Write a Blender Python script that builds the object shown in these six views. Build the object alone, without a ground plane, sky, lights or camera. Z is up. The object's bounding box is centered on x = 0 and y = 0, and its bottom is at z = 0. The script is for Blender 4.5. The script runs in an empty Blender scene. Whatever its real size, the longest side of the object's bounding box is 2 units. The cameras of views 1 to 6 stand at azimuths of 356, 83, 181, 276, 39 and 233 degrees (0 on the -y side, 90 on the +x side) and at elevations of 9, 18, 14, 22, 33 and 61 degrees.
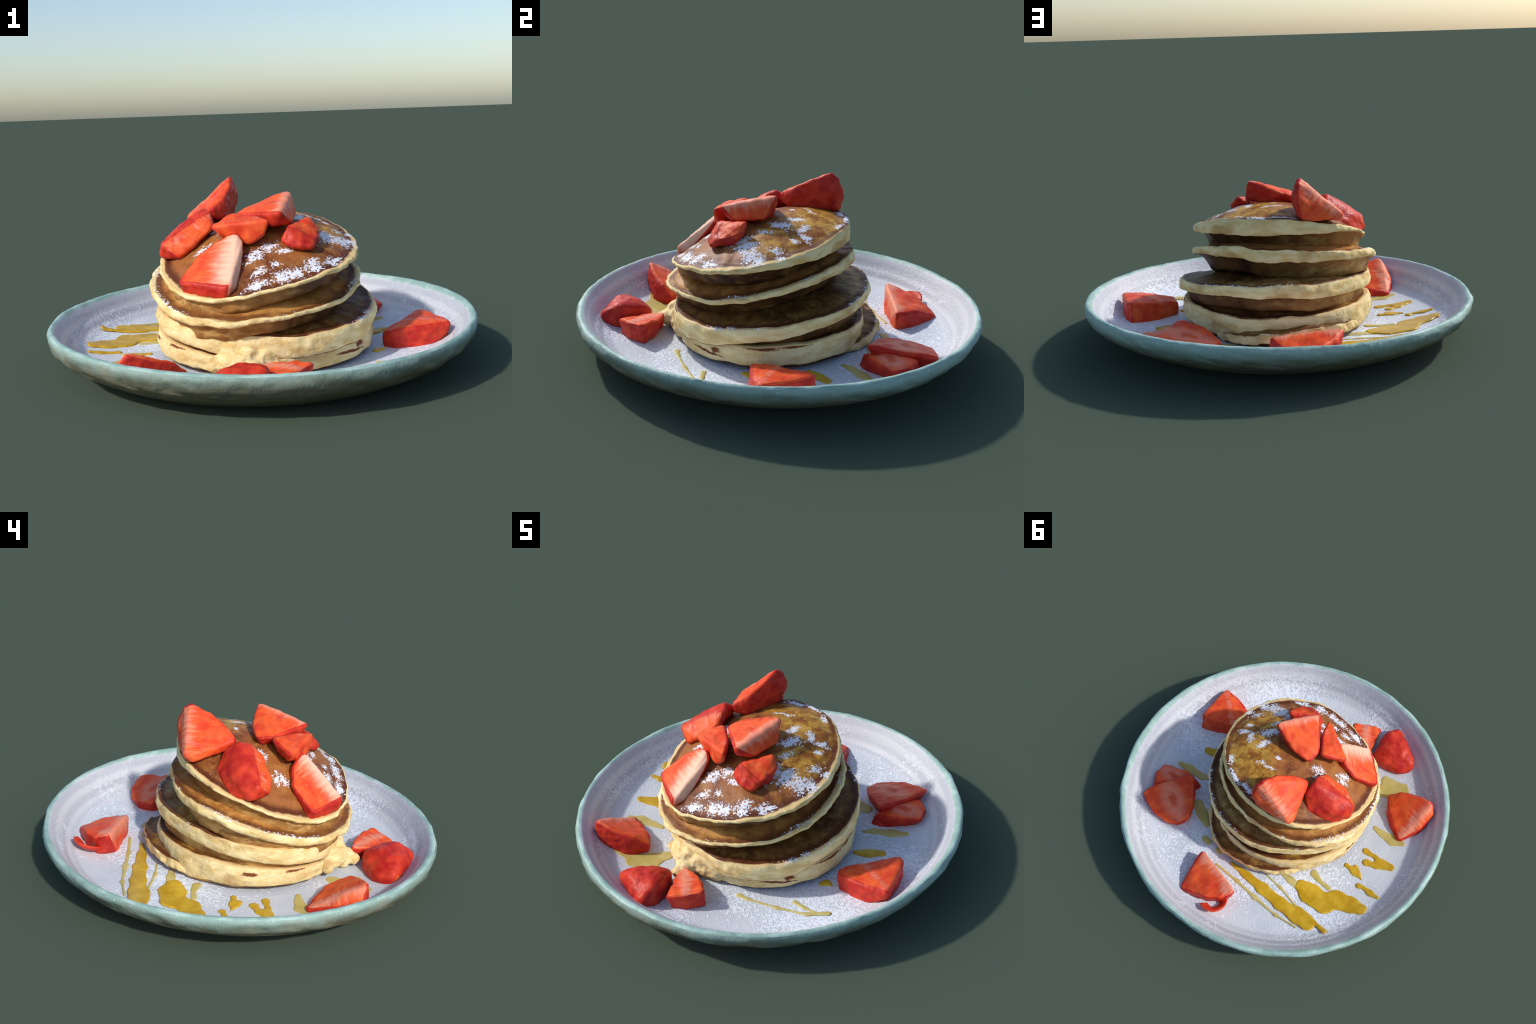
import bpy, bmesh, math, random
import numpy as np
from mathutils import Vector, Matrix, noise

random.seed(7)
TAU = 2 * math.pi


# ------------------------------------------------------------------ node helper
class Nodes:
    """Tiny helper that writes shader graphs as expressions."""

    def __init__(self, name, rough=0.55, spec=0.3):
        self.mat = bpy.data.materials.new(name)
        self.mat.use_nodes = True
        self.t = self.mat.node_tree
        self.bsdf = self.t.nodes["Principled BSDF"]
        self.bsdf.inputs["Roughness"].default_value = rough
        self.bsdf.inputs["Specular IOR Level"].default_value = spec
        self.coord = self.t.nodes.new("ShaderNodeTexCoord").outputs["Object"]

    def new(self, kind, **kw):
        n = self.t.nodes.new(kind)
        for k, v in kw.items():
            setattr(n, k, v)
        return n

    def put(self, sock, v):
        if isinstance(v, bpy.types.NodeSocket):
            self.t.links.new(v, sock)
        elif v is not None:
            if isinstance(v, (tuple, list)) and len(v) == 3 and sock.type == "RGBA":
                v = (*v, 1)
            sock.default_value = v

    def math(self, op, a, b=None, c=None, clamp=False):
        n = self.new("ShaderNodeMath", operation=op, use_clamp=clamp)
        for i, v in enumerate((a, b, c)):
            self.put(n.inputs[i], v)
        return n.outputs[0]

    def vmath(self, op, a, b=None):
        n = self.new("ShaderNodeVectorMath", operation=op)
        self.put(n.inputs[0], a)
        self.put(n.inputs[1], b)
        return n.outputs["Value" if op in ("LENGTH", "DISTANCE", "DOT_PRODUCT") else "Vector"]

    def mapping(self, v=None, loc=(0, 0, 0), rot=(0, 0, 0), scale=(1, 1, 1)):
        n = self.new("ShaderNodeMapping")
        self.put(n.inputs["Vector"], self.coord if v is None else v)
        n.inputs["Location"].default_value = loc
        n.inputs["Rotation"].default_value = rot
        n.inputs["Scale"].default_value = scale
        return n.outputs[0]

    def noise(self, scale, detail=4, rough=0.55, v=None, dist=0.0):
        n = self.new("ShaderNodeTexNoise")
        self.put(n.inputs["Vector"], self.coord if v is None else v)
        n.inputs["Scale"].default_value = scale
        n.inputs["Detail"].default_value = detail
        n.inputs["Roughness"].default_value = rough
        n.inputs["Distortion"].default_value = dist
        return n.outputs[0]

    def voronoi(self, scale, v=None, rand=1.0, feature="F1"):
        n = self.new("ShaderNodeTexVoronoi", feature=feature)
        self.put(n.inputs["Vector"], self.coord if v is None else v)
        n.inputs["Scale"].default_value = scale
        n.inputs["Randomness"].default_value = rand
        return n.outputs["Distance"]

    def ramp(self, f, lo, hi, a=0.0, b=1.0):
        n = self.new("ShaderNodeMapRange", interpolation_type="SMOOTHSTEP")
        self.put(n.inputs[0], f)
        n.inputs[1].default_value, n.inputs[2].default_value = lo, hi
        n.inputs[3].default_value, n.inputs[4].default_value = a, b
        return n.outputs[0]

    def mix(self, f, a, b):
        n = self.new("ShaderNodeMix", data_type="RGBA")
        self.put(n.inputs[0], f)
        self.put(n.inputs[6], a)
        self.put(n.inputs[7], b)
        return n.outputs[2]

    def xyz(self, v=None):
        n = self.new("ShaderNodeSeparateXYZ")
        self.put(n.inputs[0], self.coord if v is None else v)
        return n.outputs

    def blobs(self, spots):
        """Soft union of flat elliptical spots: (x, y, along, across, angle)."""
        total = None
        flat = self.vmath("MULTIPLY", self.coord, (1, 1, 0))
        for x, y, a, b, ang in spots:
            n = self.new("ShaderNodeMapping", vector_type="TEXTURE")
            self.put(n.inputs["Vector"], flat)
            n.inputs["Location"].default_value = (x, y, 0)
            n.inputs["Rotation"].default_value = (0, 0, math.radians(ang))
            n.inputs["Scale"].default_value = (a, b, 1)
            d = self.ramp(self.vmath("LENGTH", n.outputs[0]), 0.0, 1.5, 1.0, 0.0)
            total = d if total is None else self.math("MAXIMUM", total, d)
        return total

    def finish(self, colour, bump=None, strength=0.3, dist=0.01, rough=None):
        self.put(self.bsdf.inputs["Base Color"], colour)
        if rough is not None:
            self.put(self.bsdf.inputs["Roughness"], rough)
        if bump is not None:
            n = self.new("ShaderNodeBump")
            n.inputs["Strength"].default_value = strength
            n.inputs["Distance"].default_value = dist
            self.put(n.inputs["Height"], bump)
            self.t.links.new(n.outputs[0], self.bsdf.inputs["Normal"])
        return self.mat


# ------------------------------------------------------------------ mesh helpers
def link(ob, parent=None):
    bpy.context.scene.collection.objects.link(ob)
    if parent:
        ob.parent = parent
    return ob


def empty(name, loc, label, category):
    ob = link(bpy.data.objects.new(name, None))
    ob.location = loc
    ob.empty_display_size = 0.1
    ob["label"], ob["category"] = label, category
    return ob


def vertex_normals(V, F):
    N = np.zeros_like(V)
    for k in (3, 4):
        f = np.array([q for q in F if len(q) == k], int)
        if not len(f):
            continue
        n = np.cross(V[f[:, 2]] - V[f[:, 0]], V[f[:, -1]] - V[f[:, 1]]) if k == 4 else \
            np.cross(V[f[:, 1]] - V[f[:, 0]], V[f[:, 2]] - V[f[:, 0]])
        for c in range(k):
            np.add.at(N, f[:, c], n)
    return N / np.maximum(np.linalg.norm(N, axis=1, keepdims=True), 1e-12)


def build_parts(V, F, region, names, mats, parent, matrix=None):
    """One smooth surface cut into named child meshes that keep the whole body's normals.

    V is in world space; `matrix` (parent frame -> world) gives the shared origin."""
    V = np.asarray(V, float)
    N = vertex_normals(V, F)
    M = matrix or Matrix.Translation(parent.location)
    inv = np.array(M.inverted())
    L = V @ inv[:3, :3].T + inv[:3, 3]
    LN = N @ np.array(M.to_3x3())
    LN /= np.maximum(np.linalg.norm(LN, axis=1, keepdims=True), 1e-12)
    region = np.asarray(region)
    out = []
    for r, (name, mat) in enumerate(zip(names, mats)):
        faces = [F[i] for i in np.nonzero(region == r)[0]]
        if not faces:
            continue
        used = sorted({v for f in faces for v in f})
        remap = {v: i for i, v in enumerate(used)}
        me = bpy.data.meshes.new(name)
        me.from_pydata([tuple(L[v]) for v in used], [], [[remap[v] for v in f] for f in faces])
        me.polygons.foreach_set("use_smooth", [True] * len(me.polygons))
        me.materials.append(mat)
        me.update()
        me.normals_split_custom_set_from_vertices([tuple(LN[v]) for v in used])
        ob = link(bpy.data.objects.new(name, me), parent)
        out.append(ob)
    return out


def fbm(p, scale, octaves=3, seed=0.0):
    v, a, s = 0.0, 1.0, scale
    for _ in range(octaves):
        v += a * noise.noise(Vector((p[0] * s + seed, p[1] * s + seed * 1.7, p[2] * s - seed)))
        a *= 0.5
        s *= 2.1
    return v


def harmonic(c, th, rho=1.0):
    out = c[0]
    for k in range(1, (len(c) - 1) // 2 + 1):
        out = out + rho ** k * (c[2 * k - 1] * math.cos(k * th) + c[2 * k] * math.sin(k * th))
    return out


def lathe_faces(rings, n, close_top=None, close_bottom=None):
    F, reg = [], []
    for i in range(rings - 1):
        for j in range(n):
            k = (j + 1) % n
            F.append((i * n + j, (i + 1) * n + j, (i + 1) * n + k, i * n + k))
            reg.append(i)
    return F, reg


# ------------------------------------------------------------------ materials
CREAM = (0.89, 0.73, 0.38)  # lightened to carry the bright highlights on the cake edges


def plate_inside():
    m = Nodes("glazed_plate_inside", 0.5, 0.35)
    rad = m.vmath("LENGTH", m.vmath("MULTIPLY", m.coord, (1, 1, 0)))
    cloudy = m.noise(3.0, 5)
    col = m.mix(m.ramp(cloudy, 0.35, 0.65), (0.55, 0.595, 0.66), (0.65, 0.69, 0.735))
    # lavender wall with soft throwing rings
    wall = m.ramp(rad, 0.80, 0.90)
    wobble = m.math("ADD", rad, m.math("MULTIPLY", m.noise(2.5, 3), 0.02))
    rings = m.math("SINE", m.math("MULTIPLY", wobble, 130.0))
    wallcol = m.mix(m.ramp(rings, -0.6, 0.9), (0.465, 0.475, 0.525), (0.58, 0.59, 0.63))
    col = m.mix(wall, col, wallcol)
    pink = m.math("MULTIPLY", m.ramp(m.noise(4.0, 3), 0.58, 0.75), 0.18)
    col = m.mix(pink, col, (0.62, 0.50, 0.55))
    # dusting of icing sugar: fine flecks, thicker in clouds
    cloud = m.ramp(m.noise(2.2, 4), 0.36, 0.64)
    grain = m.math("ADD", m.math("MULTIPLY", m.noise(58.0, 3, 0.6, None, 0.3), 0.6), m.math("MULTIPLY", m.noise(125.0, 2, 0.6), 0.4))
    dust = m.ramp(m.math("ADD", grain, m.math("MULTIPLY", cloud, 0.15)), 0.55, 0.665)
    dust = m.math("MULTIPLY", dust, m.ramp(rad, 0.84, 0.96, 1.0, 0.15))
    col = m.mix(m.math("MULTIPLY", dust, 0.8), col, (0.84, 0.89, 0.98))
    lip = m.ramp(m.math("ADD", rad, m.math("MULTIPLY", m.noise(14.0, 3), 0.02)), 0.964, 0.978)
    col = m.mix(lip, col, m.mix(m.ramp(m.noise(10.0, 4), 0.4, 0.65), (0.27, 0.42, 0.37), (0.42, 0.58, 0.53)))
    return m.finish(col, m.math("ADD", m.math("MULTIPLY", dust, 0.7), m.math("MULTIPLY", grain, 0.3)), 0.5, 0.006)


def plate_outside():
    m = Nodes("celadon_plate_outside", 0.55, 0.3)
    x, y, z = m.xyz()
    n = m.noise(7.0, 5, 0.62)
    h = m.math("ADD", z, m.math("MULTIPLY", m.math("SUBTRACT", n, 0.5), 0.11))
    col = m.mix(m.ramp(h, 0.115, 0.215), (0.135, 0.13, 0.085), (0.23, 0.34, 0.305))  # lower wall tint darkened, partly for the shade under the rim
    warm = m.ramp(m.noise(5.0, 4), 0.5, 0.68)
    col = m.mix(m.math("MULTIPLY", warm, 0.45), col, (0.27, 0.26, 0.19))
    flecks = m.ramp(m.noise(55.0, 3), 0.62, 0.72)
    upper = m.ramp(z, 0.175, 0.215)
    col = m.mix(m.math("MULTIPLY", upper, 0.6), col, (0.36, 0.52, 0.47))
    col = m.mix(m.math("MULTIPLY", flecks, m.math("MULTIPLY", upper, 0.8)), col, (0.72, 0.82, 0.82))
    rough = m.math("ADD", n, m.math("MULTIPLY", m.voronoi(11.0, m.mapping(scale=(1, 1, 2)), 1.0, "SMOOTH_F1"), 0.8))
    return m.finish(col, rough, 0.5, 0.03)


def crust(name, radius, sugar, amber, rim_sugar, base, mid, gold, dark_ring=0.6, seed=0.0, glaze=((0.25, 0.082, 0.012), (0.60, 0.325, 0.050))):
    m = Nodes(name, 0.5, 0.22)
    flat = m.mapping(loc=(seed, seed * 0.7, 0))
    rad = m.math("DIVIDE", m.vmath("LENGTH", m.vmath("MULTIPLY", m.coord, (1, 1, 0))), radius)
    big = m.noise(5.0, 6, 0.62, flat, 0.8)
    mott = m.noise(19.0, 5, 0.68, flat, 0.5)
    col = m.mix(m.ramp(big, 0.38, 0.60), base, mid)
    col = m.mix(m.math("MULTIPLY", m.ramp(mott, 0.46, 0.68), 0.6), col, gold)
    blotch = m.math("MULTIPLY", m.ramp(m.noise(9.0, 5, 0.7, m.mapping(flat, loc=(5, 2, 0)), 1.0), 0.52, 0.68), 0.55)
    if amber:
        a = m.math("ADD", m.blobs(amber), m.math("MULTIPLY", m.math("SUBTRACT", big, 0.5), 1.1))
        pale = m.mix(m.ramp(m.math("ADD", m.math("MULTIPLY", mott, 0.6), m.math("MULTIPLY", m.noise(7.0, 4, 0.6, flat, 1.2), 0.4)), 0.40, 0.60), *glaze)
        if sugar:
            pale = m.mix(m.math("MULTIPLY", m.ramp(rad, 0.72, 0.92), m.ramp(m.noise(8.0, 3, 0.6, flat), 0.50, 0.66)), pale, (0.74, 0.60, 0.27))
        col = m.mix(m.ramp(a, 0.25, 0.75), col, pale)
    col = m.mix(blotch, col, m.mix(0.55, col, (0.05, 0.012, 0.005)))
    # browned ring just inside the edge, then the paler lip
    wav = m.math("ADD", rad, m.math("MULTIPLY", m.math("SUBTRACT", m.noise(15.0, 4, 0.65, flat), 0.5), 0.05))
    ring = m.math("MULTIPLY", m.ramp(wav, 0.875, 0.940), m.ramp(m.noise(5.0, 3, 0.6, flat), 0.24, 0.44))
    col = m.mix(m.math("MULTIPLY", ring, dark_ring), col, (0.095, 0.022, 0.008))
    col = m.mix(m.ramp(wav, 0.968, 0.992), col, (0.74, 0.52, 0.23))
    # icing sugar lying in broken patches
    grain = m.math("ADD", m.math("MULTIPLY", m.noise(36.0, 6, 0.72, None, 0.3), 0.45), m.math("MULTIPLY", m.noise(100.0, 3, 0.65), 0.55))
    height = mott
    if sugar:
        s = m.math("ADD", m.math("MULTIPLY", m.blobs(sugar), 0.84), m.math("MULTIPLY", m.math("SUBTRACT", grain, 0.5), 4.0))
        sug = m.ramp(s, 0.50, 0.66)
        col = m.mix(m.math("MULTIPLY", sug, 0.88), col, (0.82, 0.85, 0.93))
        height = m.math("ADD", m.math("MULTIPLY", sug, 0.8), m.math("MULTIPLY", mott, 0.4))
    if rim_sugar:
        edge = m.math("MULTIPLY", m.ramp(rad, 0.90, 0.975), rim_sugar)
        edge = m.math("MULTIPLY", edge, m.ramp(m.noise(3.0, 2, 0.5, flat), 0.42, 0.60))
        es = m.ramp(m.math("ADD", m.math("MULTIPLY", edge, 0.6), m.math("MULTIPLY", m.math("SUBTRACT", grain, 0.5), 2.6)), 0.46, 0.62)
        col = m.mix(m.math("MULTIPLY", es, 0.9), col, (0.82, 0.84, 0.90))
    return m.finish(col, height, 0.35, 0.008)


def cake_edge(name, browned, seed=0.0):
    m = Nodes(name, 0.65, 0.2)
    v = m.mapping(loc=(seed, seed, seed))
    stretched = m.mapping(v, scale=(1, 1, 3.0))
    n = m.noise(9.0, 5, 0.6, stretched)
    f = m.noise(45.0, 4, 0.6, v)
    col = m.mix(m.ramp(n, 0.35, 0.68), CREAM, (0.70, 0.49, 0.19))
    col = m.mix(m.math("MULTIPLY", m.ramp(f, 0.5, 0.72), 0.35), col, (0.92, 0.82, 0.52))
    tan = m.ramp(m.noise(5.0, 4, 0.5, m.mapping(v, scale=(1, 1, 2), loc=(3, 1, 2))), 0.54, 0.70)
    col = m.mix(m.math("MULTIPLY", tan, 0.65), col, (0.46, 0.25, 0.075))
    for x, y, z, a, h in browned:
        d = m.vmath("LENGTH", m.vmath("MULTIPLY", m.vmath("SUBTRACT", m.coord, (x, y, z)), (1 / a, 1 / a, 1 / h)))
        k = m.ramp(m.math("ADD", d, m.math("ADD", m.math("MULTIPLY", m.math("SUBTRACT", n, 0.5), 1.8), m.math("MULTIPLY", m.math("SUBTRACT", f, 0.5), 1.0))), 0.55, 1.05, 1.0, 0.0)
        col = m.mix(k, col, (0.20, 0.055, 0.018))
    pits = m.voronoi(42.0, v)
    return m.finish(col, m.math("ADD", n, m.math("MULTIPLY", m.ramp(pits, 0.0, 0.5), 0.35)), 0.35, 0.012)


def cake_under(name, seed=0.0):
    m = Nodes(name, 0.5, 0.3)
    v = m.mapping(loc=(seed, 0, seed))
    n = m.noise(6.0, 6, 0.6, v, 0.5)
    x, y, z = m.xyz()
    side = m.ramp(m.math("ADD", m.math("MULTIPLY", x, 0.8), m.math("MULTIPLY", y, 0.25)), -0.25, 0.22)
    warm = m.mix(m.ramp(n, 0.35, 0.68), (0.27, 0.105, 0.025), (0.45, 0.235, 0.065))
    deep = m.mix(m.ramp(n, 0.35, 0.70), (0.042, 0.013, 0.005), (0.13, 0.055, 0.015))  # near-black brown paints the recess shadow between layers on the +x side
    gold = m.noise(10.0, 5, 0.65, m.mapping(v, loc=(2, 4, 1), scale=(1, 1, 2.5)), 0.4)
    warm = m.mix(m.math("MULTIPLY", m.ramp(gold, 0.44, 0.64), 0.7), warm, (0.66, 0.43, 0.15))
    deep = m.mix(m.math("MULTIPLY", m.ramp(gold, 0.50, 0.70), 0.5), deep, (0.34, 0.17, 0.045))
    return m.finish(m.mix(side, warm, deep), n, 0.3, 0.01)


def strawberry_flesh(name, pale, heart=0.0):
    """Cut face. The local y axis is the core line of the berry; fibres run out from it."""
    m = Nodes(name, 0.48, 0.2)
    info = m.new("ShaderNodeObjectInfo")
    jitter = m.vmath("SCALE", info.outputs["Location"], None)
    jitter.node.inputs["Scale"].default_value = 7.0
    v = m.vmath("ADD", m.coord, jitter)
    x, y, z = m.xyz()
    n = m.noise(4.0, 4, 0.55, v)
    d = m.vmath("LENGTH", m.vmath("MULTIPLY", m.coord, (1, 0, 1)))
    d = m.math("ADD", d, m.math("MULTIPLY", m.math("SUBTRACT", n, 0.5), 0.22))
    fibre = m.noise(1.0, 3, 0.5, m.mapping(v, scale=(3.0, 17.0, 3.0), rot=(0, 0, 0.15)))
    col = m.mix(m.ramp(n, 0.32, 0.68), (0.70, 0.050, 0.016), (0.84, 0.120, 0.028))
    col = m.mix(m.math("MULTIPLY", m.ramp(fibre, 0.48, 0.66), m.ramp(d, 0.15, 0.75, 0.07 + 0.40 * pale, 0.03)), col, (0.92, 0.34, 0.15))
    core = m.ramp(m.math("ADD", d, m.math("MULTIPLY", m.math("SUBTRACT", fibre, 0.5), -0.25)), 0.02, 0.10 + 0.36 * pale, 1.0, 0.0)
    ends = m.ramp(m.math("ABSOLUTE", y), 0.36, 0.62, 1.0, 0.15)
    col = m.mix(m.math("MULTIPLY", m.math("MULTIPLY", core, ends), 0.20 + 0.62 * pale), col, (0.94, 0.64, 0.46))
    if heart:
        px = m.math("MULTIPLY", x, 1.9)
        r = m.math("SQRT", m.math("ADD", m.math("MULTIPLY", px, px), m.math("MULTIPLY", y, y)))
        r = m.math("ADD", r, m.math("MULTIPLY", m.math("SUBTRACT", n, 0.5), 0.15))
        halo = m.math("MULTIPLY", m.ramp(r, 0.08, 0.25), m.ramp(r, 0.25, 0.60, 1.0, 0.0))
        col = m.mix(m.math("MULTIPLY", halo, heart), col, (0.78, 0.36, 0.25))
        col = m.mix(m.ramp(r, 0.06, 0.2, 0.6, 0.0), col, (0.55, 0.07, 0.025))
    speck = m.ramp(m.noise(40.0, 2, 0.5, v), 0.70, 0.76)
    col = m.mix(m.math("MULTIPLY", speck, 0.35), col, (0.90, 0.40, 0.28))
    return m.finish(col, m.math("ADD", n, m.math("MULTIPLY", fibre, 0.3)), 0.2, 0.02)


def strawberry_skin():
    m = Nodes("strawberry_skin", 0.45, 0.22)
    info = m.new("ShaderNodeObjectInfo")
    jitter = m.vmath("SCALE", info.outputs["Location"], None)
    jitter.node.inputs["Scale"].default_value = 7.0
    v = m.vmath("ADD", m.coord, jitter)
    n = m.noise(4.0, 4, 0.55, v)
    col = m.mix(m.ramp(n, 0.35, 0.7), (0.46, 0.018, 0.013), (0.68, 0.055, 0.022))
    seeds = m.voronoi(17.0, v, 0.8)
    dot = m.ramp(seeds, 0.06, 0.13, 1.0, 0.0)
    col = m.mix(m.math("MULTIPLY", dot, 0.30), col, (0.72, 0.22, 0.10))
    return m.finish(col, m.ramp(seeds, 0.0, 0.35), 0.22, 0.02)


def syrup_mat(name, a, b, rough):
    m = Nodes(name, rough, 0.3)
    n = m.noise(12.0, 4, 0.6)
    return m.finish(m.mix(m.ramp(n, 0.35, 0.7), a, b), n, 0.08, 0.01)


# ------------------------------------------------------------------ plate
def floor_tilt(x, y):
    return 0.008 * x + 0.020 * y


def floor_z(x, y):
    return inner_surface(x, y)


def inner_surface(x, y):
    """Height of the plate's inside at (x, y)."""
    r = math.hypot(x, y)
    steps = [(0.0, 0.055), (0.45, 0.056), (0.56, 0.058), (0.64, 0.062), (0.70, 0.067), (0.76, 0.075), (0.83, 0.090), (0.875, 0.116), (0.922, 0.167), (0.96, 0.214), (2.0, 0.3)]
    return float(np.interp(r, [a for a, _ in steps], [b for _, b in steps])) + floor_tilt(x, y)


def build_plate():
    prof = [  # (radius, height): inside from the centre up over the lip and down to the foot
        (0.0, 0.055), (0.15, 0.055), (0.30, 0.055), (0.45, 0.056), (0.56, 0.058), (0.64, 0.062), (0.70, 0.067), (0.76, 0.075),
        (0.80, 0.082), (0.83, 0.090), (0.855, 0.101), (0.875, 0.116), (0.893, 0.133), (0.908, 0.150), (0.922, 0.167),
        (0.938, 0.187), (0.950, 0.203), (0.958, 0.213), (0.968, 0.219), (0.981, 0.221), (0.991, 0.215), (0.997, 0.203),
        (0.996, 0.188), (0.990, 0.170), (0.977, 0.147), (0.952, 0.121), (0.918, 0.097), (0.878, 0.074), (0.836, 0.053),
        (0.795, 0.033), (0.765, 0.020), (0.735, 0.016), (0.66, 0.016), (0.45, 0.017), (0.2, 0.017), (0.0, 0.017)]
    # resample the profile finely
    pts = []
    for (r0, z0), (r1, z1) in zip(prof[:-1], prof[1:]):
        k = max(1, int(math.hypot(r1 - r0, z1 - z0) / 0.011))
        pts += [(r0 + (r1 - r0) * i / k, z0 + (z1 - z0) * i / k) for i in range(k)]
    pts = pts[1:]
    n = 420
    rng = random.Random(5)
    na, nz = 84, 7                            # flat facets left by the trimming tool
    facet = [[rng.uniform(-1, 1) for _ in range(na)] for _ in range(nz + 1)]

    def facets(a, z):
        u, v = a / TAU * na + 0.5 * z / 0.03, min(max(z / 0.23, 0), 0.999) * nz
        i, j = int(u), int(v)
        fu, fv = u - i, v - j
        g = lambda p, q: facet[q][p % na]
        if fu + fv < 1:
            return g(i, j) + fu * (g(i + 1, j) - g(i, j)) + fv * (g(i, j + 1) - g(i, j))
        return g(i + 1, j + 1) + (1 - fu) * (g(i, j + 1) - g(i + 1, j + 1)) + (1 - fv) * (g(i + 1, j) - g(i + 1, j + 1))
    lip = max(range(len(pts)), key=lambda i: pts[i][1])
    V = []
    for i, (r, z) in enumerate(pts):
        for j in range(n):
            a = TAU * j / n
            ca, sa = math.cos(a), math.sin(a)
            w = min(1.0, max(0.0, (r - 0.6) / 0.38))
            rr = r * (1 + w * (0.003 * math.cos(2 * a) + 0.005 * math.sin(3 * a)))
            x, y, zz = rr * ca + 0.003, rr * sa + 0.004, z
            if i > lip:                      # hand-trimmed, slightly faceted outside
                q = fbm((ca * 1.0, sa * 1.0, z * 3), 6.0, 3, 4.0)
                d = 0.019 * (1 - abs(z - 0.07) / 0.16) * w * max(-0.25, -0.35 * ca - 0.94 * sa) + 0.004 * w * q + 0.011 * w * facets(a, z) * min(1.0, 0.35 + max(0.0, 0.20 - z) * 9) - 0.003 * w + 0.0015 * w * noise.noise(Vector((x * 24, y * 24, z * 34)))
                x += ca * d
                y += sa * d
                zz += 0.4 * d
                zz += 0.006 * max(0.0, sa + 0.1) * min(1.0, r / 0.75) * max(0.0, 1 - z / 0.2)
            else:
                ledge = min(1.0, max(0.0, (r - 0.80) / 0.08)) * 0.0028 * math.sin(r * 150 + 0.8 * math.sin(2 * a))
                zz += ledge
            lipw = max(0.0, 1 - abs(r - 0.978) / 0.03) * (1 if z > 0.17 else 0)
            zz += lipw * (0.004 * fbm((ca, sa, 0.0), 5.0, 2, 9.0) + 0.0022 * noise.noise(Vector((ca * 34, sa * 34, 1.0))))
            zz += 0.007 * w * math.sin(2 * a) - 0.004 * w * max(0.0, -0.6 * ca - 0.8 * sa)
            zz += floor_tilt(x, y)
            V.append((x, y, zz))
    F, reg = lathe_faces(len(pts), n)
    V.append((0, 0, 0.055)); V.append((0, 0, 0.017))
    ct, cb = len(V) - 2, len(V) - 1
    last = (len(pts) - 1) * n
    for j in range(n):
        k = (j + 1) % n
        F.append((ct, j, k)); reg.append(0)
        F.append((cb, last + k, last + j)); reg.append(len(pts))
    V = np.array(V)
    V[:, 2] -= V[:, 2].min()
    region = [0 if r < lip + 1 else 1 for r in reg]
    plate = empty("dinner_plate", (0, 0, 0), "round celadon rimmed ceramic plate dusted with sugar", "plate")
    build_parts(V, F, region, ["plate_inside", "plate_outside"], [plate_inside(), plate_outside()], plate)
    return plate


# ------------------------------------------------------------------ syrup
def build_syrup(name, strokes, mat, parent, height, cell=0.0045):
    """A puddle: soft union of tapering strokes (x, y, half width), raised like a drop."""
    segs = []
    for s in strokes:
        for a, b in zip(s[:-1], s[1:]):
            segs.append((a, b))
        if len(s) == 1:
            segs.append((s[0], s[0]))
    P = np.array([p for s in strokes for p in s])
    steady = min(1.0, P[:, 2].mean() / 0.025)
    lo, hi = P[:, :2].min(0) - 0.09, P[:, :2].max(0) + 0.09
    nx, ny = int((hi[0] - lo[0]) / cell) + 2, int((hi[1] - lo[1]) / cell) + 2
    gx, gy = np.meshgrid(lo[0] + np.arange(nx) * cell, lo[1] + np.arange(ny) * cell, indexing="ij")

    def field(x, y):
        k, acc = 0.010, 0
        for a, b in segs:
            d = np.array([b[0] - a[0], b[1] - a[1]])
            l2 = max(d @ d, 1e-9)
            t = np.clip(((x - a[0]) * d[0] + (y - a[1]) * d[1]) / l2, 0, 1)
            dist = np.hypot(x - a[0] - t * d[0], y - a[1] - t * d[1]) - (a[2] + (b[2] - a[2]) * t)
            acc = acc + np.exp(-dist / k)
        wob = 0.0022 * np.sin(x * 95 + 2 * np.sin(y * 60)) + 0.0018 * np.sin(y * 120 + x * 40)
        return -k * np.log(acc + 1e-30) + wob * steady * 0.55

    f = field(gx, gy)
    inside = f < 0
    cells = inside[:-1, :-1] | inside[1:, :-1] | inside[:-1, 1:] | inside[1:, 1:]
    idx, V, F = {}, [], []
    e = 1e-4

    def vert(i, j):
        if (i, j) not in idx:
            x, y, d = gx[i, j], gy[i, j], f[i, j]
            if d > 0:                        # slide outside corners back to the shoreline
                for _ in range(3):
                    d = float(field(x, y))
                    dx = (float(field(x + e, y)) - d) / e
                    dy = (float(field(x, y + e)) - d) / e
                    g = max(dx * dx + dy * dy, 1e-6)
                    x -= d * dx / g
                    y -= d * dy / g
                h = -0.001
            else:
                h = height * math.sqrt(1 - math.exp(2 * d / 0.012)) + 0.0008
            idx[i, j] = len(V)
            V.append((x, y, floor_z(x, y) + h))
        return idx[i, j]

    for i, j in zip(*np.nonzero(cells)):
        F.append((vert(i, j), vert(i + 1, j), vert(i + 1, j + 1), vert(i, j + 1)))
    return build_parts(np.array(V), F, [0] * len(F), [name], [mat], parent)


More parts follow.
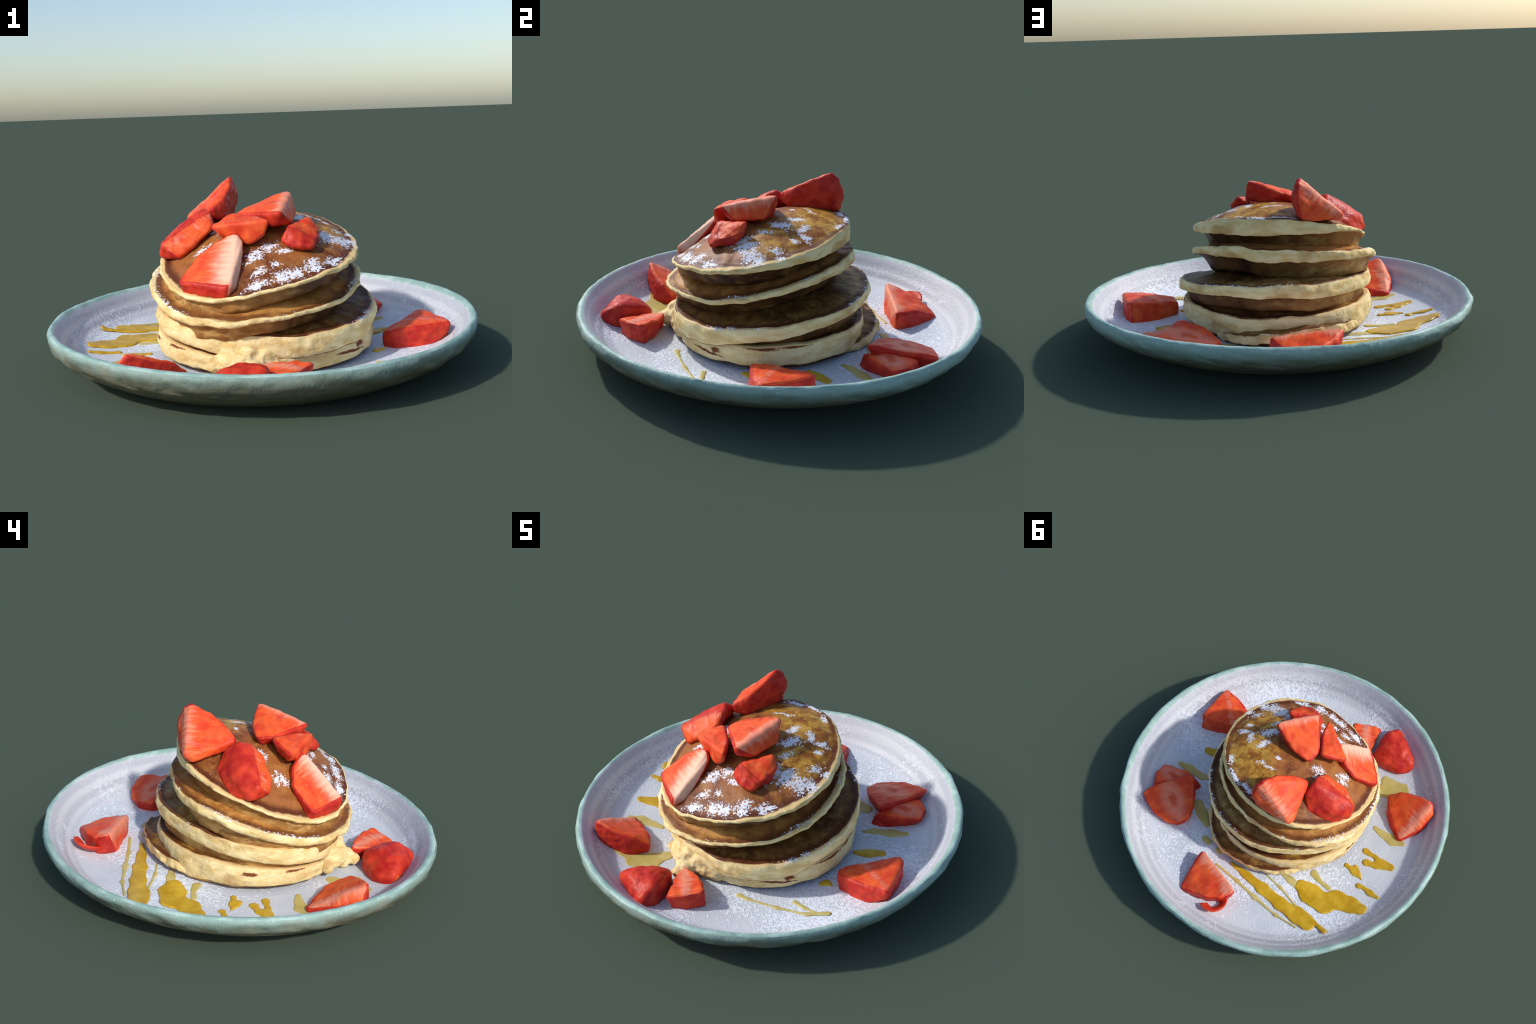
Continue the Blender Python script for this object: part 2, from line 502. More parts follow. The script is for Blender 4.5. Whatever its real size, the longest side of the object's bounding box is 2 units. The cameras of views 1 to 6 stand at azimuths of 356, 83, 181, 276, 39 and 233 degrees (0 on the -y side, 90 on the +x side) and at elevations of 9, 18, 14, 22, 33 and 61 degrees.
def all_syrup(plate):
    thick = syrup_mat("amber_syrup", (0.50, 0.285, 0.010), (0.67, 0.435, 0.035), 0.3)
    thin = syrup_mat("thin_syrup", (0.50, 0.40, 0.11), (0.60, 0.51, 0.20), 0.42)
    S = lambda *a: build_syrup("syrup", list(a), thick, plate, 0.006)
    T = lambda *a: build_syrup("syrup", list(a), thin, plate, 0.0025)
    S([(-0.102, 0.491, 0.011), (-0.212, 0.469, 0.021), (-0.343, 0.446, 0.032), (-0.483, 0.422, 0.036), (-0.604, 0.394, 0.043), (-0.682, 0.382, 0.038)],
      [(-0.572, 0.359, 0.010), (-0.646, 0.353, 0.022)], [(-0.666, 0.34, 0.007), (-0.735, 0.339, 0.007), (-0.777, 0.335, 0.018)])
    S([(-0.474, 0.252, 0.040), (-0.539, 0.245, 0.062), (-0.640, 0.222, 0.056), (-0.662, 0.150, 0.054), (-0.741, 0.108, 0.048), (-0.802, 0.080, 0.034)])
    T([(-0.052, 0.568, 0.008), (-0.212, 0.536, 0.007), (-0.36, 0.515, 0.010), (-0.52, 0.489, 0.005), (-0.654, 0.444, 0.005)])
    T([(-0.287, 0.374, 0.005), (-0.402, 0.358, 0.005), (-0.561, 0.36, 0.007)])
    T([(-0.352, 0.29, 0.015), (-0.401, 0.281, 0.018), (-0.46, 0.27, 0.023)])
    T([(-0.455, 0.145, 0.024), (-0.503, 0.15, 0.010), (-0.583, 0.138, 0.015)])
    S([(-0.534, -0.192, 0.021), (-0.595, -0.21, 0.007), (-0.653, -0.21, 0.024), (-0.708, -0.233, 0.024)],
      [(-0.593, -0.146, 0.024), (-0.65, -0.172, 0.009), (-0.673, -0.203, 0.015)])
    S([(-0.533, -0.042, 0.015), (-0.574, -0.048, 0.007), (-0.6, -0.055, 0.018), (-0.658, -0.05, 0.004)], [(-0.572, -0.079, 0.009), (-0.6, -0.055, 0.015)])
    S([(-0.68, -0.012, 0.018), (-0.71, -0.025, 0.006), (-0.756, -0.031, 0.015), (-0.81, -0.043, 0.009)])
    T([(0.126, 0.524, 0.020), (0.095, 0.518, 0.020)])
    T([(0.019, 0.505, 0.017), (-0.004, 0.505, 0.012)])
    T([(0.44, 0.254, 0.010), (0.483, 0.285, 0.019), (0.570, 0.317, 0.026), (0.636, 0.342, 0.017)])
    T([(0.341, 0.42, 0.034), (0.264, 0.44, 0.028), (0.20, 0.46, 0.020)])
    S([(0.50, 0.085, 0.015), (0.555, 0.113, 0.027), (0.615, 0.15, 0.022)])
    S([(0.502, -0.21, 0.015), (0.517, -0.19, 0.014), (0.545, -0.195, 0.006)])
    T([(-0.451, -0.338, 0.013), (-0.51, -0.345, 0.018), (-0.582, -0.367, 0.036), (-0.640, -0.392, 0.017)])
    T([(-0.483, -0.632, 0.022), (-0.365, -0.615, 0.034), (-0.30, -0.56, 0.045), (-0.264, -0.492, 0.032)],
      [(-0.245, -0.607, 0.028), (-0.303, -0.604, 0.042), (-0.358, -0.651, 0.030)])
    T([(0.228, -0.509, 0.015), (0.276, -0.508, 0.006), (0.435, -0.475, 0.006), (0.578, -0.436, 0.007), (0.658, -0.377, 0.015)])
    T([(0.477, -0.394, 0.014), (0.535, -0.402, 0.005), (0.622, -0.404, 0.008)])


# ------------------------------------------------------------------ pancakes
def pancake(centre, radii, top, bottom, dome, power, neck, neck_drop, mats, seed, bulge=0.012, rough=1.0, flop=None):
    """A pancake whose rim was measured: radius, upper and lower edge as harmonics of the angle.

    dome: crown of the top above the rim; neck: how far in the underside keeps before it drops
    by neck_drop onto the cake below."""
    cx, cy = centre
    rad = [radii[0], 0, 0] + list(radii[1:])
    n, nt, nb, nu = 300, 34, 12, 16
    rings = []                                # (kind, parameter)
    for i in range(1, nt):
        rings.append(("top", (i / nt) ** 0.8 * 0.975))
    for i in range(nb + 1):
        rings.append(("band", i / nb))
    for i in range(1, nu):
        rings.append(("under", i / nu))
    V, inset = [], 0.026
    for kind, p in rings:
        for j in range(n):
            th = TAU * j / n
            ca, sa = math.cos(th), math.sin(th)
            R = harmonic(rad, th)
            R *= 1 + rough * (0.010 * fbm((ca, sa, 0), 3.0, 3, seed) + 0.0022 * noise.noise(Vector((ca * 19, sa * 19, seed))))
            wob = rough * (0.008 * fbm((ca, sa, 1), 3.5, 3, seed + 5) + 0.0016 * noise.noise(Vector((ca * 15, sa * 15, seed + 3))))
            if flop:
                wob += flop(th)
            zt, zb = harmonic(top, th) + wob, harmonic(bottom, th) + wob
            if kind == "top":
                rho = p
                z = harmonic(top, th, rho) + wob * rho ** 6 + dome * (1 - rho * rho) ** power
                z += 0.004 * fbm((rho * ca, rho * sa, 0), 5.0, 3, seed + 2)
                # slight trough inside the lip
                z -= 0.006 * math.exp(-((rho - 0.90) / 0.05) ** 2)
                r = R * rho
            elif kind == "band":
                s = math.sin(math.pi * p)
                r = R * (1 - inset) + R * inset * s ** 0.6 + bulge * (s ** 0.8) * 0.6
                z = zt + (zb - zt) * (0.5 - 0.5 * math.cos(math.pi * p))
                q = 0.009 * fbm((ca * 1.3, sa * 1.3, z * 3.5), 5.0, 4, seed + 8) * s
                r += q * rough
            else:
                # underside tucks in toward the neck, then runs down into the stack
                k = p
                drop = neck_drop * (1 - 0.35 * max(0.0, -sa))
                if k < 0.6:
                    u = k / 0.6
                    nk = neck[0] + neck[1] * ca + neck[2] * sa
                    rho = (1 - inset) + (nk - (1 - inset)) * u
                    r = R * rho
                    z = zb + 0.012 * u * (1 - u) - drop * u ** 2.2
                    r += 0.004 * fbm((ca * 1.2, sa * 1.2, z * 2), 6.0, 3, seed + 11)
                else:
                    u = (k - 0.6) / 0.4
                    nk = neck[0] + neck[1] * ca + neck[2] * sa
                    r = R * nk * (1 - 0.55 * u)
                    z = zb - drop * (1 + 0.08 * u)
            V.append((cx + r * ca, cy + r * sa, z))
    F, reg = lathe_faces(len(rings), n)
    kinds = [k for k, _ in rings]
    region = []
    for f, i in zip(F, reg):
        a, b = kinds[i], kinds[i + 1]
        low = b == "band" and rings[i + 1][1] > 0.86  # bottom of the rim takes the dark underside colour: a painted shadow line
        shoulder = b == "band" and rings[i + 1][1] < 0.17
        region.append(0 if b == "top" or (a == "top" and b == "band") or shoulder else 1 if b == "band" and not low else 2)
    V.append((cx, cy, top[0] + dome)); V.append((cx, cy, bottom[0] - neck_drop * 1.1))
    ct, cb = len(V) - 2, len(V) - 1
    last = (len(rings) - 1) * n
    for j in range(n):
        k = (j + 1) % n
        F.append((ct, j, k)); region.append(0)
        F.append((cb, last + k, last + j)); region.append(2)
    ob = empty("pancake", (cx, cy, 0), "round fluffy golden brown pancake with pale soft edge", "pancake")
    build_parts(np.array(V), F, region, ["browned_top", "soft_edge", "underside"], mats, ob)
    return ob


def build_pancakes():
    white = [  # icing sugar on the uppermost cake (centre-relative x, y, half length, half width, angle)
        (-0.039, -0.385, 0.075, 0.035, 10), (0.10, -0.36, 0.10, 0.045, 12), (0.21, -0.315, 0.06, 0.055, 40), (0.305, -0.262, 0.07, 0.032, 30),
        (-0.02, -0.325, 0.045, 0.028, 20), (0.05, -0.305, 0.04, 0.022, 20), (-0.03, -0.24, 0.062, 0.045, 30), (0.03, -0.205, 0.06, 0.04, 20),
        (0.10, -0.235, 0.05, 0.022, 0), (0.245, -0.12, 0.07, 0.05, 70), (0.30, -0.09, 0.08, 0.05, 80), (0.365, -0.085, 0.075, 0.065, 60),
        (0.415, -0.05, 0.05, 0.05, 60), (0.37, 0.036, 0.05, 0.03, 60), (0.425, 0.05, 0.035, 0.025, 60), (0.15, 0.155, 0.055, 0.03, 75),
        (0.205, 0.085, 0.065, 0.042, 60), (0.185, 0.05, 0.05, 0.03, 30), (0.24, 0.175, 0.055, 0.03, -40), (0.31, 0.18, 0.05, 0.03, 40),
        (0.325, 0.12, 0.035, 0.022, 60), (0.233, -0.003, 0.055, 0.022, 60), (0.012, 0.224, 0.045, 0.016, 30), (0.064, 0.237, 0.04, 0.016, 40),
        (0.022, 0.144, 0.03, 0.018, 40), (-0.02, 0.39, 0.09, 0.022, 5), (0.10, 0.40, 0.08, 0.026, -15), (-0.19, 0.031, 0.04, 0.035, 30),
        (-0.15, 0.0, 0.055, 0.04, 30), (-0.24, -0.11, 0.055, 0.035, 60), (-0.263, -0.091, 0.035, 0.022, 30), (0.20, 0.345, 0.05, 0.02, -35)]
    amber = [(0.22, 0.22, 0.30, 0.22, -45), (0.30, 0.05, 0.20, 0.14, 70), (0.0, 0.28, 0.20, 0.10, 0)]
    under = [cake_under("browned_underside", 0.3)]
    edge = cake_edge("soft_cake_edge", [], 0.0)
    top1 = crust("glazed_sugared_crust", 0.437, white, amber, 0.0, (0.16, 0.042, 0.013), (0.33, 0.115, 0.030), (0.44, 0.20, 0.05), 0.9)
    pancake((-0.012, -0.107), (0.436, 0.010, 0.0, 0.002, -0.001, -0.003, -0.001),
            (0.534, 0.042, 0.121, -0.011, -0.012, -0.008, 0.002), (0.493, 0.030, 0.092, 0.003, -0.022, -0.006, 0.008),
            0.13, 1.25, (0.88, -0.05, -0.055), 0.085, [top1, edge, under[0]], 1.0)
    top2 = crust("brown_crust", 0.464, [], [(-0.30, -0.05, 0.45, 0.42, 0), (-0.05, -0.40, 0.35, 0.2, 0)], 0.75, (0.24, 0.085, 0.022), (0.42, 0.17, 0.04), (0.50, 0.26, 0.07), 0.75, 2.0, ((0.36, 0.135, 0.028), (0.55, 0.27, 0.07)))  # amber spots brighten the crust where sun falls, toward -x and -y
    pancake((-0.030, -0.095), (0.461, 0.012, 0.005, 0.0, 0.009, 0.002, -0.003),
            (0.415, 0.018, 0.110, 0.001, 0.003, -0.005, 0.008), (0.373, 0.023, 0.092, 0.006, -0.002, -0.004, 0.014),
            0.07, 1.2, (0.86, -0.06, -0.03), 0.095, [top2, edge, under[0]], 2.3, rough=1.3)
    top3 = crust("crust_with_painted_lit_side", 0.490, [], [(-0.36, 0.16, 0.40, 0.30, 60), (0.08, 0.42, 0.28, 0.12, 0)], 0.8, (0.09, 0.030, 0.008), (0.20, 0.085, 0.018), (0.36, 0.20, 0.05), 0.85, 4.0, ((0.28, 0.13, 0.03), (0.50, 0.32, 0.11)))  # sunlight on the -x/+y top is tinted in with lighter spots
    pancake((0.025, -0.055), (0.485, 0.012, 0.003, -0.005, -0.014, 0.001, 0.006),
            (0.295, -0.007, 0.067, 0.002, 0.002, -0.001, -0.001), (0.215, 0.003, 0.083, 0.009, 0.008, -0.003, -0.003),
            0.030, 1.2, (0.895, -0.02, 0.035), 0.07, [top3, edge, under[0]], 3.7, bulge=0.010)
    browned = [(-0.476, -0.062, 0.151, 0.050, 0.013), (-0.39, -0.262, 0.153, 0.080, 0.012), (0.386, -0.285, 0.132, 0.040, 0.016),
               (0.33, -0.315, 0.108, 0.11, 0.007), (0.479, -0.10, 0.178, 0.10, 0.016), (0.48, 0.05, 0.188, 0.10, 0.012)]
    edge4 = cake_edge("soft_cake_edge_with_browning", browned, 1.7)
    top4 = crust("dark_crust", 0.468, [], [(-0.40, 0.15, 0.3, 0.25, 60)], 0.3, (0.10, 0.030, 0.010), (0.20, 0.08, 0.02), (0.34, 0.18, 0.05), 0.8, 6.0)  # sunlit -x part coloured paler than the rest
    p4 = pancake((0.011, -0.046), (0.475, 0.018, -0.001, 0.002, -0.007),
                 (0.176, 0.003, 0.031, 0.013, -0.005), (0.070, 0.006, 0.002, 0.012, 0.004),
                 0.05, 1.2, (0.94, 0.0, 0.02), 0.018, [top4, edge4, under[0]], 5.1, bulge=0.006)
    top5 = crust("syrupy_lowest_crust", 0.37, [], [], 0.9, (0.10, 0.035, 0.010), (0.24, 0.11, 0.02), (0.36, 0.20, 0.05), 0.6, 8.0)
    pancake((-0.024, 0.133), (0.368, 0.007, 0.003, -0.009, 0.001),
            (0.112, 0.006, 0.022, -0.011, -0.024), (0.078, 0.003, 0.006, -0.004, -0.012),
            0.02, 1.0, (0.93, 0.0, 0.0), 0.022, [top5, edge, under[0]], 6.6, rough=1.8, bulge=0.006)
    crumb(p4, cake_edge("torn_crumb", [], 3.3))


def crumb(parent, mat):
    """Torn, bubbly cake bulging out of the stack at the front, fused into one mass."""
    bm = bmesh.new()
    spots = [(-0.125, -0.510, 0.118, 0.050), (-0.17, -0.490, 0.110, 0.046), (-0.07, -0.510, 0.100, 0.048), (0.0, -0.495, 0.095, 0.046),
             (-0.11, -0.535, 0.080, 0.036), (-0.22, -0.462, 0.10, 0.040), (-0.09, -0.490, 0.150, 0.044), (0.06, -0.485, 0.095, 0.040),
             (-0.02, -0.49, 0.14, 0.044), (0.08, -0.48, 0.125, 0.040), (-0.17, -0.465, 0.14, 0.042), (-0.085, -0.555, 0.095, 0.038), (-0.09, -0.59, 0.085, 0.030)]
    for x, y, z, r in spots:
        for v in bmesh.ops.create_icosphere(bm, subdivisions=3, radius=r)["verts"]:
            v.co = Vector((v.co.x * 1.25 + x, v.co.y + y, v.co.z + z))
    me = bpy.data.meshes.new("torn_crumb")
    bm.to_mesh(me)
    bm.free()
    ob = bpy.data.objects.new("torn_crumb", me)
    link(ob)
    mod = ob.modifiers.new("fuse", "REMESH")
    mod.mode, mod.voxel_size = "VOXEL", 0.006
    sm = ob.modifiers.new("soften", "SMOOTH")
    sm.iterations = 14
    fused = bpy.data.meshes.new_from_object(ob.evaluated_get(bpy.context.evaluated_depsgraph_get()))
    ob.modifiers.clear()
    ob.data = fused
    fused.name = "torn_crumb"
    bpy.data.meshes.remove(me)
    for v, nrm in zip(fused.vertices, [q.vector.copy() for q in fused.vertex_normals]):
        v.co += nrm * (0.007 * fbm(v.co, 18, 3, 2.0) + 0.003 * noise.noise(v.co * 55))
    fused.transform(Matrix.Translation(-parent.location))
    fused.polygons.foreach_set("use_smooth", [True] * len(fused.polygons))
    fused.materials.clear()
    fused.materials.append(mat)
    ob.parent = parent


# ------------------------------------------------------------------ strawberries
def strawberry(points, cuts, tip, stem, mats, seed, smooth=5, level=4, bulge=0.010, grow=0.006, shift=(0, 0, 0)):
    """A cut strawberry: rounded hull of its corners; faces inside a cut set are flesh."""
    points = [tuple(np.add(p, shift)) for p in points]
    bm = bmesh.new()
    for p in points:
        bm.verts.new(p)
    bm.verts.ensure_lookup_table()
    idx = {v: i for i, v in enumerate(bm.verts)}
    res = bmesh.ops.convex_hull(bm, input=bm.verts)
    bmesh.ops.triangulate(bm, faces=bm.faces)
    V, F, lab, remap = [], [], [], {}
    for f in bm.faces:
        ids = [idx[v] for v in f.verts]
        for i in ids:
            if i not in remap:
                remap[i] = len(V)
                V.append(points[i])
        lab.append(0 if any(set(ids) <= set(c) for c in cuts) else 1)
        F.append([remap[i] for i in ids])
    bm.free()
    V = np.array(V, float)
    centre = V.mean(0)
    # outward winding
    for i, f in enumerate(F):
        a, b, c = V[f]
        if np.dot(np.cross(b - a, c - a), (a + b + c) / 3 - centre) < 0:
            F[i] = [f[0], f[2], f[1]]
    V = [tuple(v) for v in V]
    for _ in range(level):
        mid, NF, NL = {}, [], []

        def m(a, b):
            k = (min(a, b), max(a, b))
            if k not in mid:
                mid[k] = len(V)
                V.append(tuple((np.array(V[a]) + np.array(V[b])) / 2))
            return mid[k]
        for (a, b, c), l in zip(F, lab):
            ab, bc, ca = m(a, b), m(b, c), m(c, a)
            NF += [[a, ab, ca], [ab, b, bc], [ca, bc, c], [ab, bc, ca]]
            NL += [l] * 4
        F, lab = NF, NL
    V = np.array(V)
    E = np.array([(f[i], f[(i + 1) % 3]) for f in F for i in range(3)])
    deg = np.bincount(E.ravel(), minlength=len(V)).astype(float)
    for _ in range(smooth):
        S = np.zeros_like(V)
        np.add.at(S, E[:, 0], V[E[:, 1]])
        np.add.at(S, E[:, 1], V[E[:, 0]])
        V = V + 0.6 * (S / deg[:, None] - V)
    N = vertex_normals(V, F)
    size = max(np.ptp(V, axis=0))
    skin = np.zeros(len(V)); cnt = np.zeros(len(V))
    for f, l in zip(F, lab):
        for i in f:
            skin[i] += l; cnt[i] += 1
    skin /= np.maximum(cnt, 1)
    for i in range(len(V)):
        q = fbm(V[i], 14.0, 3, seed)
        f = 0.0035 * noise.noise(Vector(V[i] * 40.0) + Vector((seed, 0, 0)))
        V[i] += N[i] * (grow + 0.006 * q + f * (0.4 + 0.6 * skin[i]) + bulge * (1 if skin[i] > 0.99 else 0) * 0.3)
    for v in V:                               # rest on the plate, never below it
        v[2] = max(v[2], inner_surface(v[0], v[1]) - 0.003)
    tip, stem = Vector(tip), Vector(stem)
    y = (stem - tip).normalized()
    nrm = Vector(np.mean([np.cross(V[f[1]] - V[f[0]], V[f[2]] - V[f[0]]) for f, l in zip(F, lab) if l == 0] or [[0, 0, 1]], axis=0)).normalized()
    x = y.cross(nrm).normalized()
    z = x.cross(y)
    R = Matrix((x, y, z)).transposed()
    s = (stem - tip).length
    org = (tip + stem) / 2
    M = Matrix.Translation(org) @ R.to_4x4() @ Matrix.Diagonal((s, s, s, 1))
    ob = empty("strawberry_piece", (0, 0, 0), "glossy cut red strawberry piece with orange flesh", "strawberry")
    ob.matrix_world = M
    inv = M.inverted()
    parts = build_parts(V, F, lab, ["cut_flesh", "red_skin"], mats, ob, M)
    return ob


def build_strawberries():
    skin = strawberry_skin()
    mats = [strawberry_flesh("strawberry_flesh", 0.24), skin]
    pale = [strawberry_flesh("pale_strawberry_flesh", 1.0), skin]
    ripe = [strawberry_flesh("ripe_strawberry_flesh", 0.0), skin]
    heart = [strawberry_flesh("strawberry_slice_flesh", 0.0, 0.42), skin]
    # --- on the stack
    strawberry([(-0.112, 0.245, 0.842), (-0.12, 0.15, 0.803), (-0.14, 0.087, 0.768), (-0.212, 0.012, 0.712), (-0.205, 0.02, 0.675),
                (-0.318, 0.21, 0.625), (-0.327, 0.23, 0.655), (-0.100, 0.310, 0.735), (-0.125, 0.300, 0.645), (-0.079, 0.27, 0.757),
                (-0.098, 0.26, 0.666), (-0.15, 0.05, 0.665), (-0.104, 0.272, 0.822)],
               [{0, 1, 2, 3, 4, 5, 6, 12}, {12, 0, 6, 5, 8, 7}], (-0.30, 0.225, 0.655), (-0.108, 0.258, 0.830), mats, 1.0, shift=(-0.006, 0, 0.0))
    strawberry([(0.147, -0.054, 0.783), (-0.117, -0.078, 0.683), (-0.11, -0.15, 0.69), (0.072, -0.310, 0.709), (0.133, -0.246, 0.655),
                (0.160, -0.113, 0.675), (-0.024, -0.047, 0.711), (-0.08, -0.1, 0.64), (0.05, -0.06, 0.66), (0.05, -0.27, 0.65)],
               [{0, 1, 2, 3, 6}, {0, 3, 4, 5}], (0.072, -0.310, 0.722), (0.147, -0.054, 0.795), mats, 2.0, shift=(0, 0, 0.012))
    strawberry([(-0.225, -0.25, 0.652), (-0.13, -0.155, 0.69), (0.024, -0.335, 0.679), (-0.186, -0.238, 0.607), (-0.06, -0.30, 0.575),
                (-0.03, -0.24, 0.690), (0.0, -0.32, 0.62), (-0.10, -0.18, 0.62)],
               [{0, 1, 2, 5}, {0, 3, 4, 6, 2}], (-0.22, -0.24, 0.65), (0.02, -0.28, 0.68), ripe, 3.0, smooth=4, shift=(0, -0.005, 0.012))
    strawberry([(0.195, -0.18, 0.668), (0.09, -0.300, 0.643), (0.185, -0.345, 0.548), (0.06, -0.315, 0.580), (0.225, -0.245, 0.575),
                (0.222, -0.195, 0.630), (0.11, -0.34, 0.555), (0.12, -0.2, 0.58), (0.21, -0.30, 0.590)],
               [{0, 1, 5, 8}, {0, 5, 8, 1, 3}], (0.17, -0.35, 0.55), (0.14, -0.22, 0.66), ripe, 4.0, smooth=4, shift=(0.016, -0.018, 0.016))
    strawberry([(-0.119, -0.312, 0.652), (-0.098, -0.332, 0.625), (-0.171, -0.512, 0.452), (-0.137, -0.468, 0.438), (-0.374, -0.392, 0.460),
                (-0.362, -0.375, 0.420), (-0.178, -0.506, 0.408), (-0.199, -0.278, 0.614), (-0.195, -0.265, 0.575), (-0.296, -0.290, 0.545),
                (-0.29, -0.30, 0.50), (-0.13, -0.32, 0.56), (-0.28, -0.455, 0.46), (-0.28, -0.45, 0.415)],
               [{0, 2, 4, 7, 9, 12}, {0, 1, 2, 3, 6}], (-0.105, -0.315, 0.638), (-0.160, -0.495, 0.435), pale, 5.0, smooth=4, shift=(0.006, 0.01, -0.014))
    strawberry([(-0.245, -0.005, 0.712), (-0.215, -0.06, 0.698), (-0.439, -0.139, 0.570), (-0.305, 0.090, 0.570), (-0.335, 0.06, 0.500),
                (-0.447, -0.092, 0.510), (-0.390, -0.155, 0.530), (-0.25, -0.1, 0.63), (-0.245, 0.055, 0.650), (-0.41, 0.0, 0.50),
                (-0.40, -0.02, 0.60), (-0.30, -0.168, 0.565), (-0.205, -0.115, 0.640), (-0.36, -0.172, 0.510)],
               [{1, 2, 6, 7, 11, 12, 13}], (-0.22, -0.07, 0.69), (-0.42, -0.15, 0.55), ripe, 6.0, smooth=8, grow=0.008, shift=(-0.006, 0, 0.008))
    # --- on the plate
    strawberry([(0.585, -0.186, 0.150), (0.556, -0.13, 0.130), (0.69, -0.005, 0.168), (0.768, 0.058, 0.190), (0.792, 0.04, 0.185),
                (0.852, -0.185, 0.178), (0.81, -0.02, 0.182), (0.74, -0.203, 0.175), (0.763, 0.077, 0.075), (0.60, -0.19, 0.055),
                (0.56, -0.14, 0.055), (0.68, 0.02, 0.055), (0.845, -0.15, 0.090), (0.76, -0.205, 0.055), (0.80, 0.03, 0.08)],
               [{0, 1, 2, 3, 4, 5, 6, 7}, {1, 2, 3, 8, 10, 11}], (0.83, -0.17, 0.18), (0.62, -0.06, 0.15), ripe, 7.0, shift=(0, 0, -0.008))
    strawberry([(0.285, 0.600, 0.115), (0.27, 0.53, 0.122), (0.36, 0.42, 0.16), (0.47, 0.345, 0.178), (0.528, 0.48, 0.175), (0.56, 0.57, 0.172),
                (0.567, 0.655, 0.158), (0.44, 0.675, 0.138), (0.34, 0.645, 0.115), (0.30, 0.58, 0.065), (0.30, 0.52, 0.065), (0.39, 0.45, 0.075),
                (0.47, 0.39, 0.095), (0.53, 0.60, 0.10), (0.44, 0.64, 0.07), (0.35, 0.61, 0.065)],
               [set(range(9))], (0.29, 0.58, 0.11), (0.56, 0.50, 0.17), heart, 8.0, smooth=4, shift=(0.004, 0.004, 0.001))
    strawberry([(0.515, 0.455, 0.158), (0.585, 0.565, 0.156), (0.650, 0.500, 0.150), (0.660, 0.435, 0.140), (0.54, 0.365, 0.142), (0.45, 0.35, 0.13),
                (0.434, 0.338, 0.055), (0.48, 0.340, 0.055), (0.585, 0.425, 0.055), (0.632, 0.495, 0.055), (0.59, 0.58, 0.055), (0.45, 0.5, 0.055)],
               [{0, 1, 2, 3, 4, 5}], (0.67, 0.47, 0.14), (0.45, 0.42, 0.13), heart, 9.0, smooth=4, shift=(0, 0, -0.004))
    strawberry([(0.037, 0.597, 0.160), (-0.305, 0.612, 0.203), (-0.060, 0.824, 0.115), (-0.20, 0.755, 0.165), (0.03, 0.60, 0.055), (-0.22, 0.60, 0.06),
                (-0.26, 0.68, 0.06), (-0.18, 0.765, 0.06), (-0.06, 0.83, 0.06), (0.01, 0.71, 0.06), (-0.27, 0.69, 0.165), (-0.01, 0.71, 0.150)],
               [{0, 1, 2, 3, 10, 11}, {0, 1, 4, 5}], (-0.305, 0.612, 0.195), (0.037, 0.597, 0.152), mats, 10.0, shift=(0, 0, -0.001))
    strawberry([(0.154, -0.674, 0.148), (0.023, -0.787, 0.130), (-0.060, -0.575, 0.125), (0.145, -0.665, 0.055), (0.04, -0.765, 0.055), (-0.03, -0.585, 0.06),
                (0.055, -0.600, 0.135), (0.06, -0.62, 0.055), (-0.03, -0.68, 0.125), (0.10, -0.74, 0.140), (0.10, -0.735, 0.055)],
               [{0, 1, 2, 6, 8, 9}], (-0.06, -0.575, 0.125), (0.10, -0.74, 0.14), mats, 11.0, smooth=4)
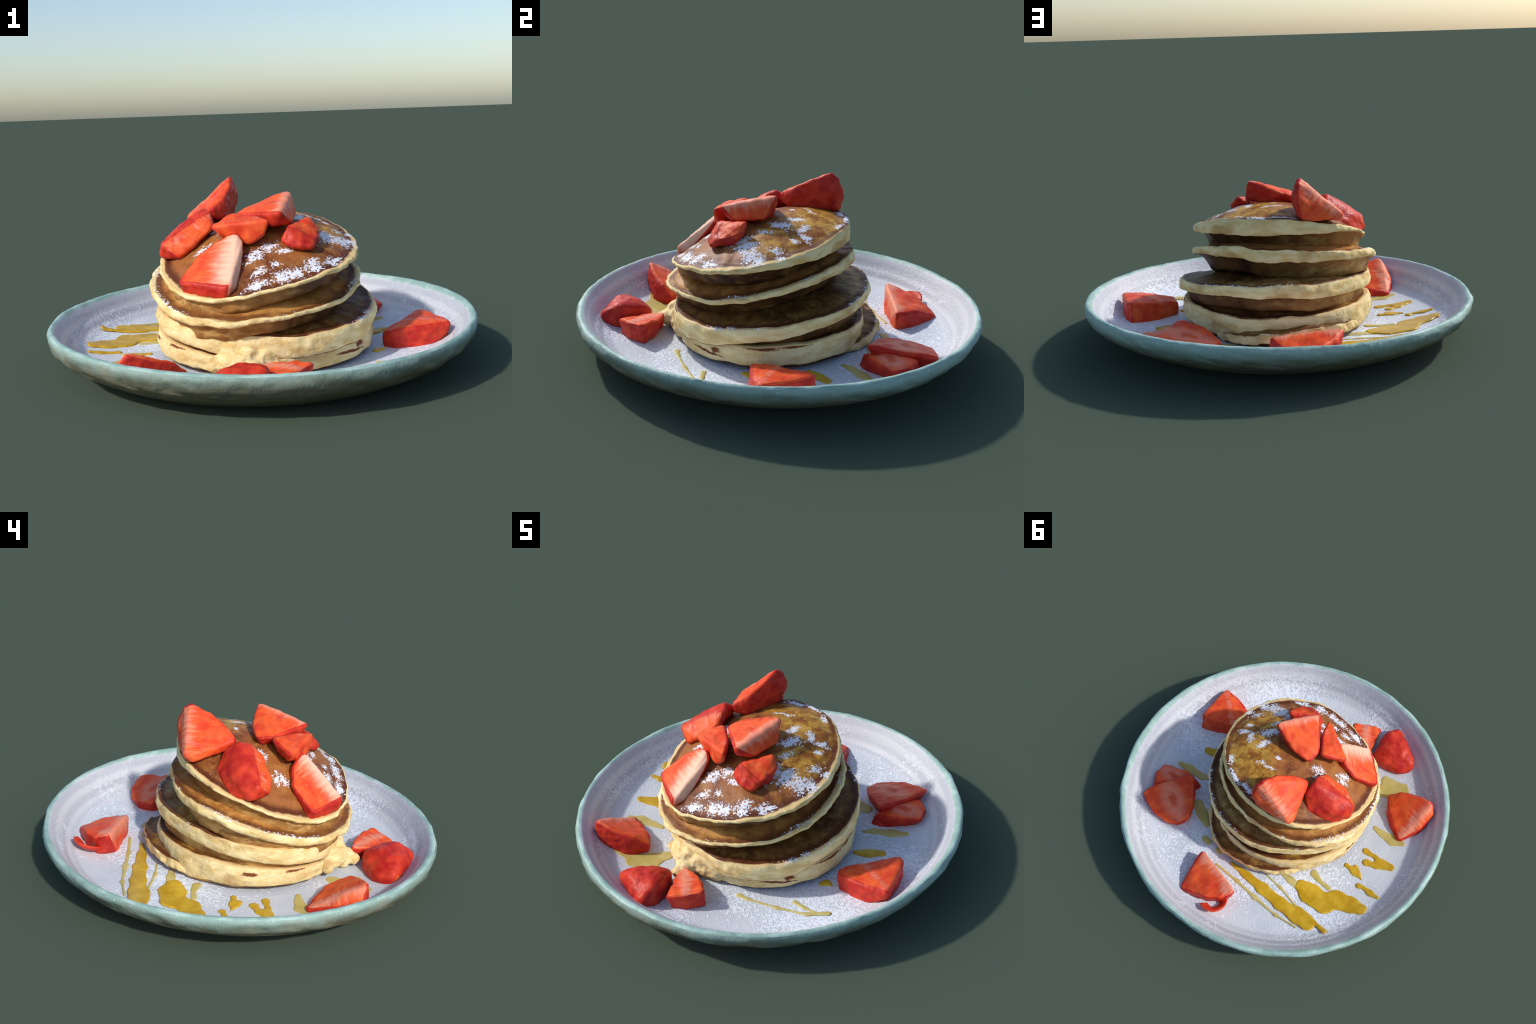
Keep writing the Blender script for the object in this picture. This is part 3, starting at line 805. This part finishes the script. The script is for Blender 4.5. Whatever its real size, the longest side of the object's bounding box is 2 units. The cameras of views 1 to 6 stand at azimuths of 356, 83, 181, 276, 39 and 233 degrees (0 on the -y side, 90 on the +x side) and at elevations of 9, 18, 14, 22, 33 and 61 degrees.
    strawberry([(-0.045, -0.755, 0.172), (-0.06, -0.805, 0.172), (-0.05, -0.882, 0.120), (-0.26, -0.700, 0.100), (-0.095, -0.640, 0.135), (-0.29, -0.79, 0.120),
                (-0.15, -0.835, 0.06), (-0.07, -0.85, 0.07), (-0.04, -0.776, 0.06), (-0.285, -0.76, 0.06), (-0.24, -0.690, 0.06), (-0.1, -0.635, 0.06),
                (-0.17, -0.73, 0.170), (-0.19, -0.80, 0.170)],
               [{5, 6, 9}], (-0.25, -0.70, 0.10), (-0.05, -0.80, 0.18), mats, 12.0, smooth=14, grow=0.014, shift=(0, 0, -0.008))
    strawberry([(-0.593, -0.652, 0.223), (-0.40, -0.575, 0.155), (-0.352, -0.535, 0.105), (-0.43, -0.465, 0.105), (-0.608, -0.388, 0.075), (-0.640, -0.505, 0.120),
                (-0.645, -0.510, 0.070), (-0.61, -0.395, 0.045), (-0.36, -0.53, 0.055), (-0.45, -0.44, 0.055), (-0.42, -0.62, 0.055), (-0.57, -0.655, 0.09),
                (-0.49, -0.630, 0.185), (-0.635, -0.63, 0.15)],
               [{0, 1, 2, 3, 4, 12}, {0, 4, 5, 13}], (-0.608, -0.388, 0.066), (-0.60, -0.640, 0.205), mats, 13.0, shift=(0, 0, -0.005))
    peel(mats)


def peel(mats):
    """A curled shaving of strawberry lying beside the wedge."""
    n, k = 40, 10
    V, F, reg = [], [], []
    for i in range(n + 1):
        t = i / n
        a = math.radians(70 + 215 * t)
        r = 0.052 + 0.012 * t
        w = 0.046 * (0.65 + 0.35 * math.sin(math.pi * t))
        for j in range(k):
            b = TAU * j / k
            rr = r + 0.013 * math.cos(b) + 0.020 * math.sin(b)
            x, y = -0.240 + rr * math.cos(a), 0.728 + rr * math.sin(a)
            V.append((x, y, floor_z(x, y) + 0.004 + w * (0.5 + 0.5 * math.sin(b)) + 0.004 * fbm((x, y, b), 18, 2, 3)))
    for i in range(n):
        for j in range(k):
            q = (j + 1) % k
            F.append((i * k + j, (i + 1) * k + j, (i + 1) * k + q, i * k + q)); reg.append(0)
    for c in (0, n):
        ring = [c * k + j for j in range(k)]
        V.append(tuple(np.mean([V[q] for q in ring], axis=0)))
        for j in range(k):
            F.append((ring[j], ring[(j + 1) % k], len(V) - 1) if c == 0 else (ring[(j + 1) % k], ring[j], len(V) - 1)); reg.append(0)
    ob = empty("strawberry_peel", (-0.235, 0.728, 0.07), "thin curled red strawberry shaving on plate", "strawberry")
    build_parts(np.array(V), F, reg, ["red_skin"], [mats[1]], ob)


plate = build_plate()
all_syrup(plate)
build_pancakes()
build_strawberries()
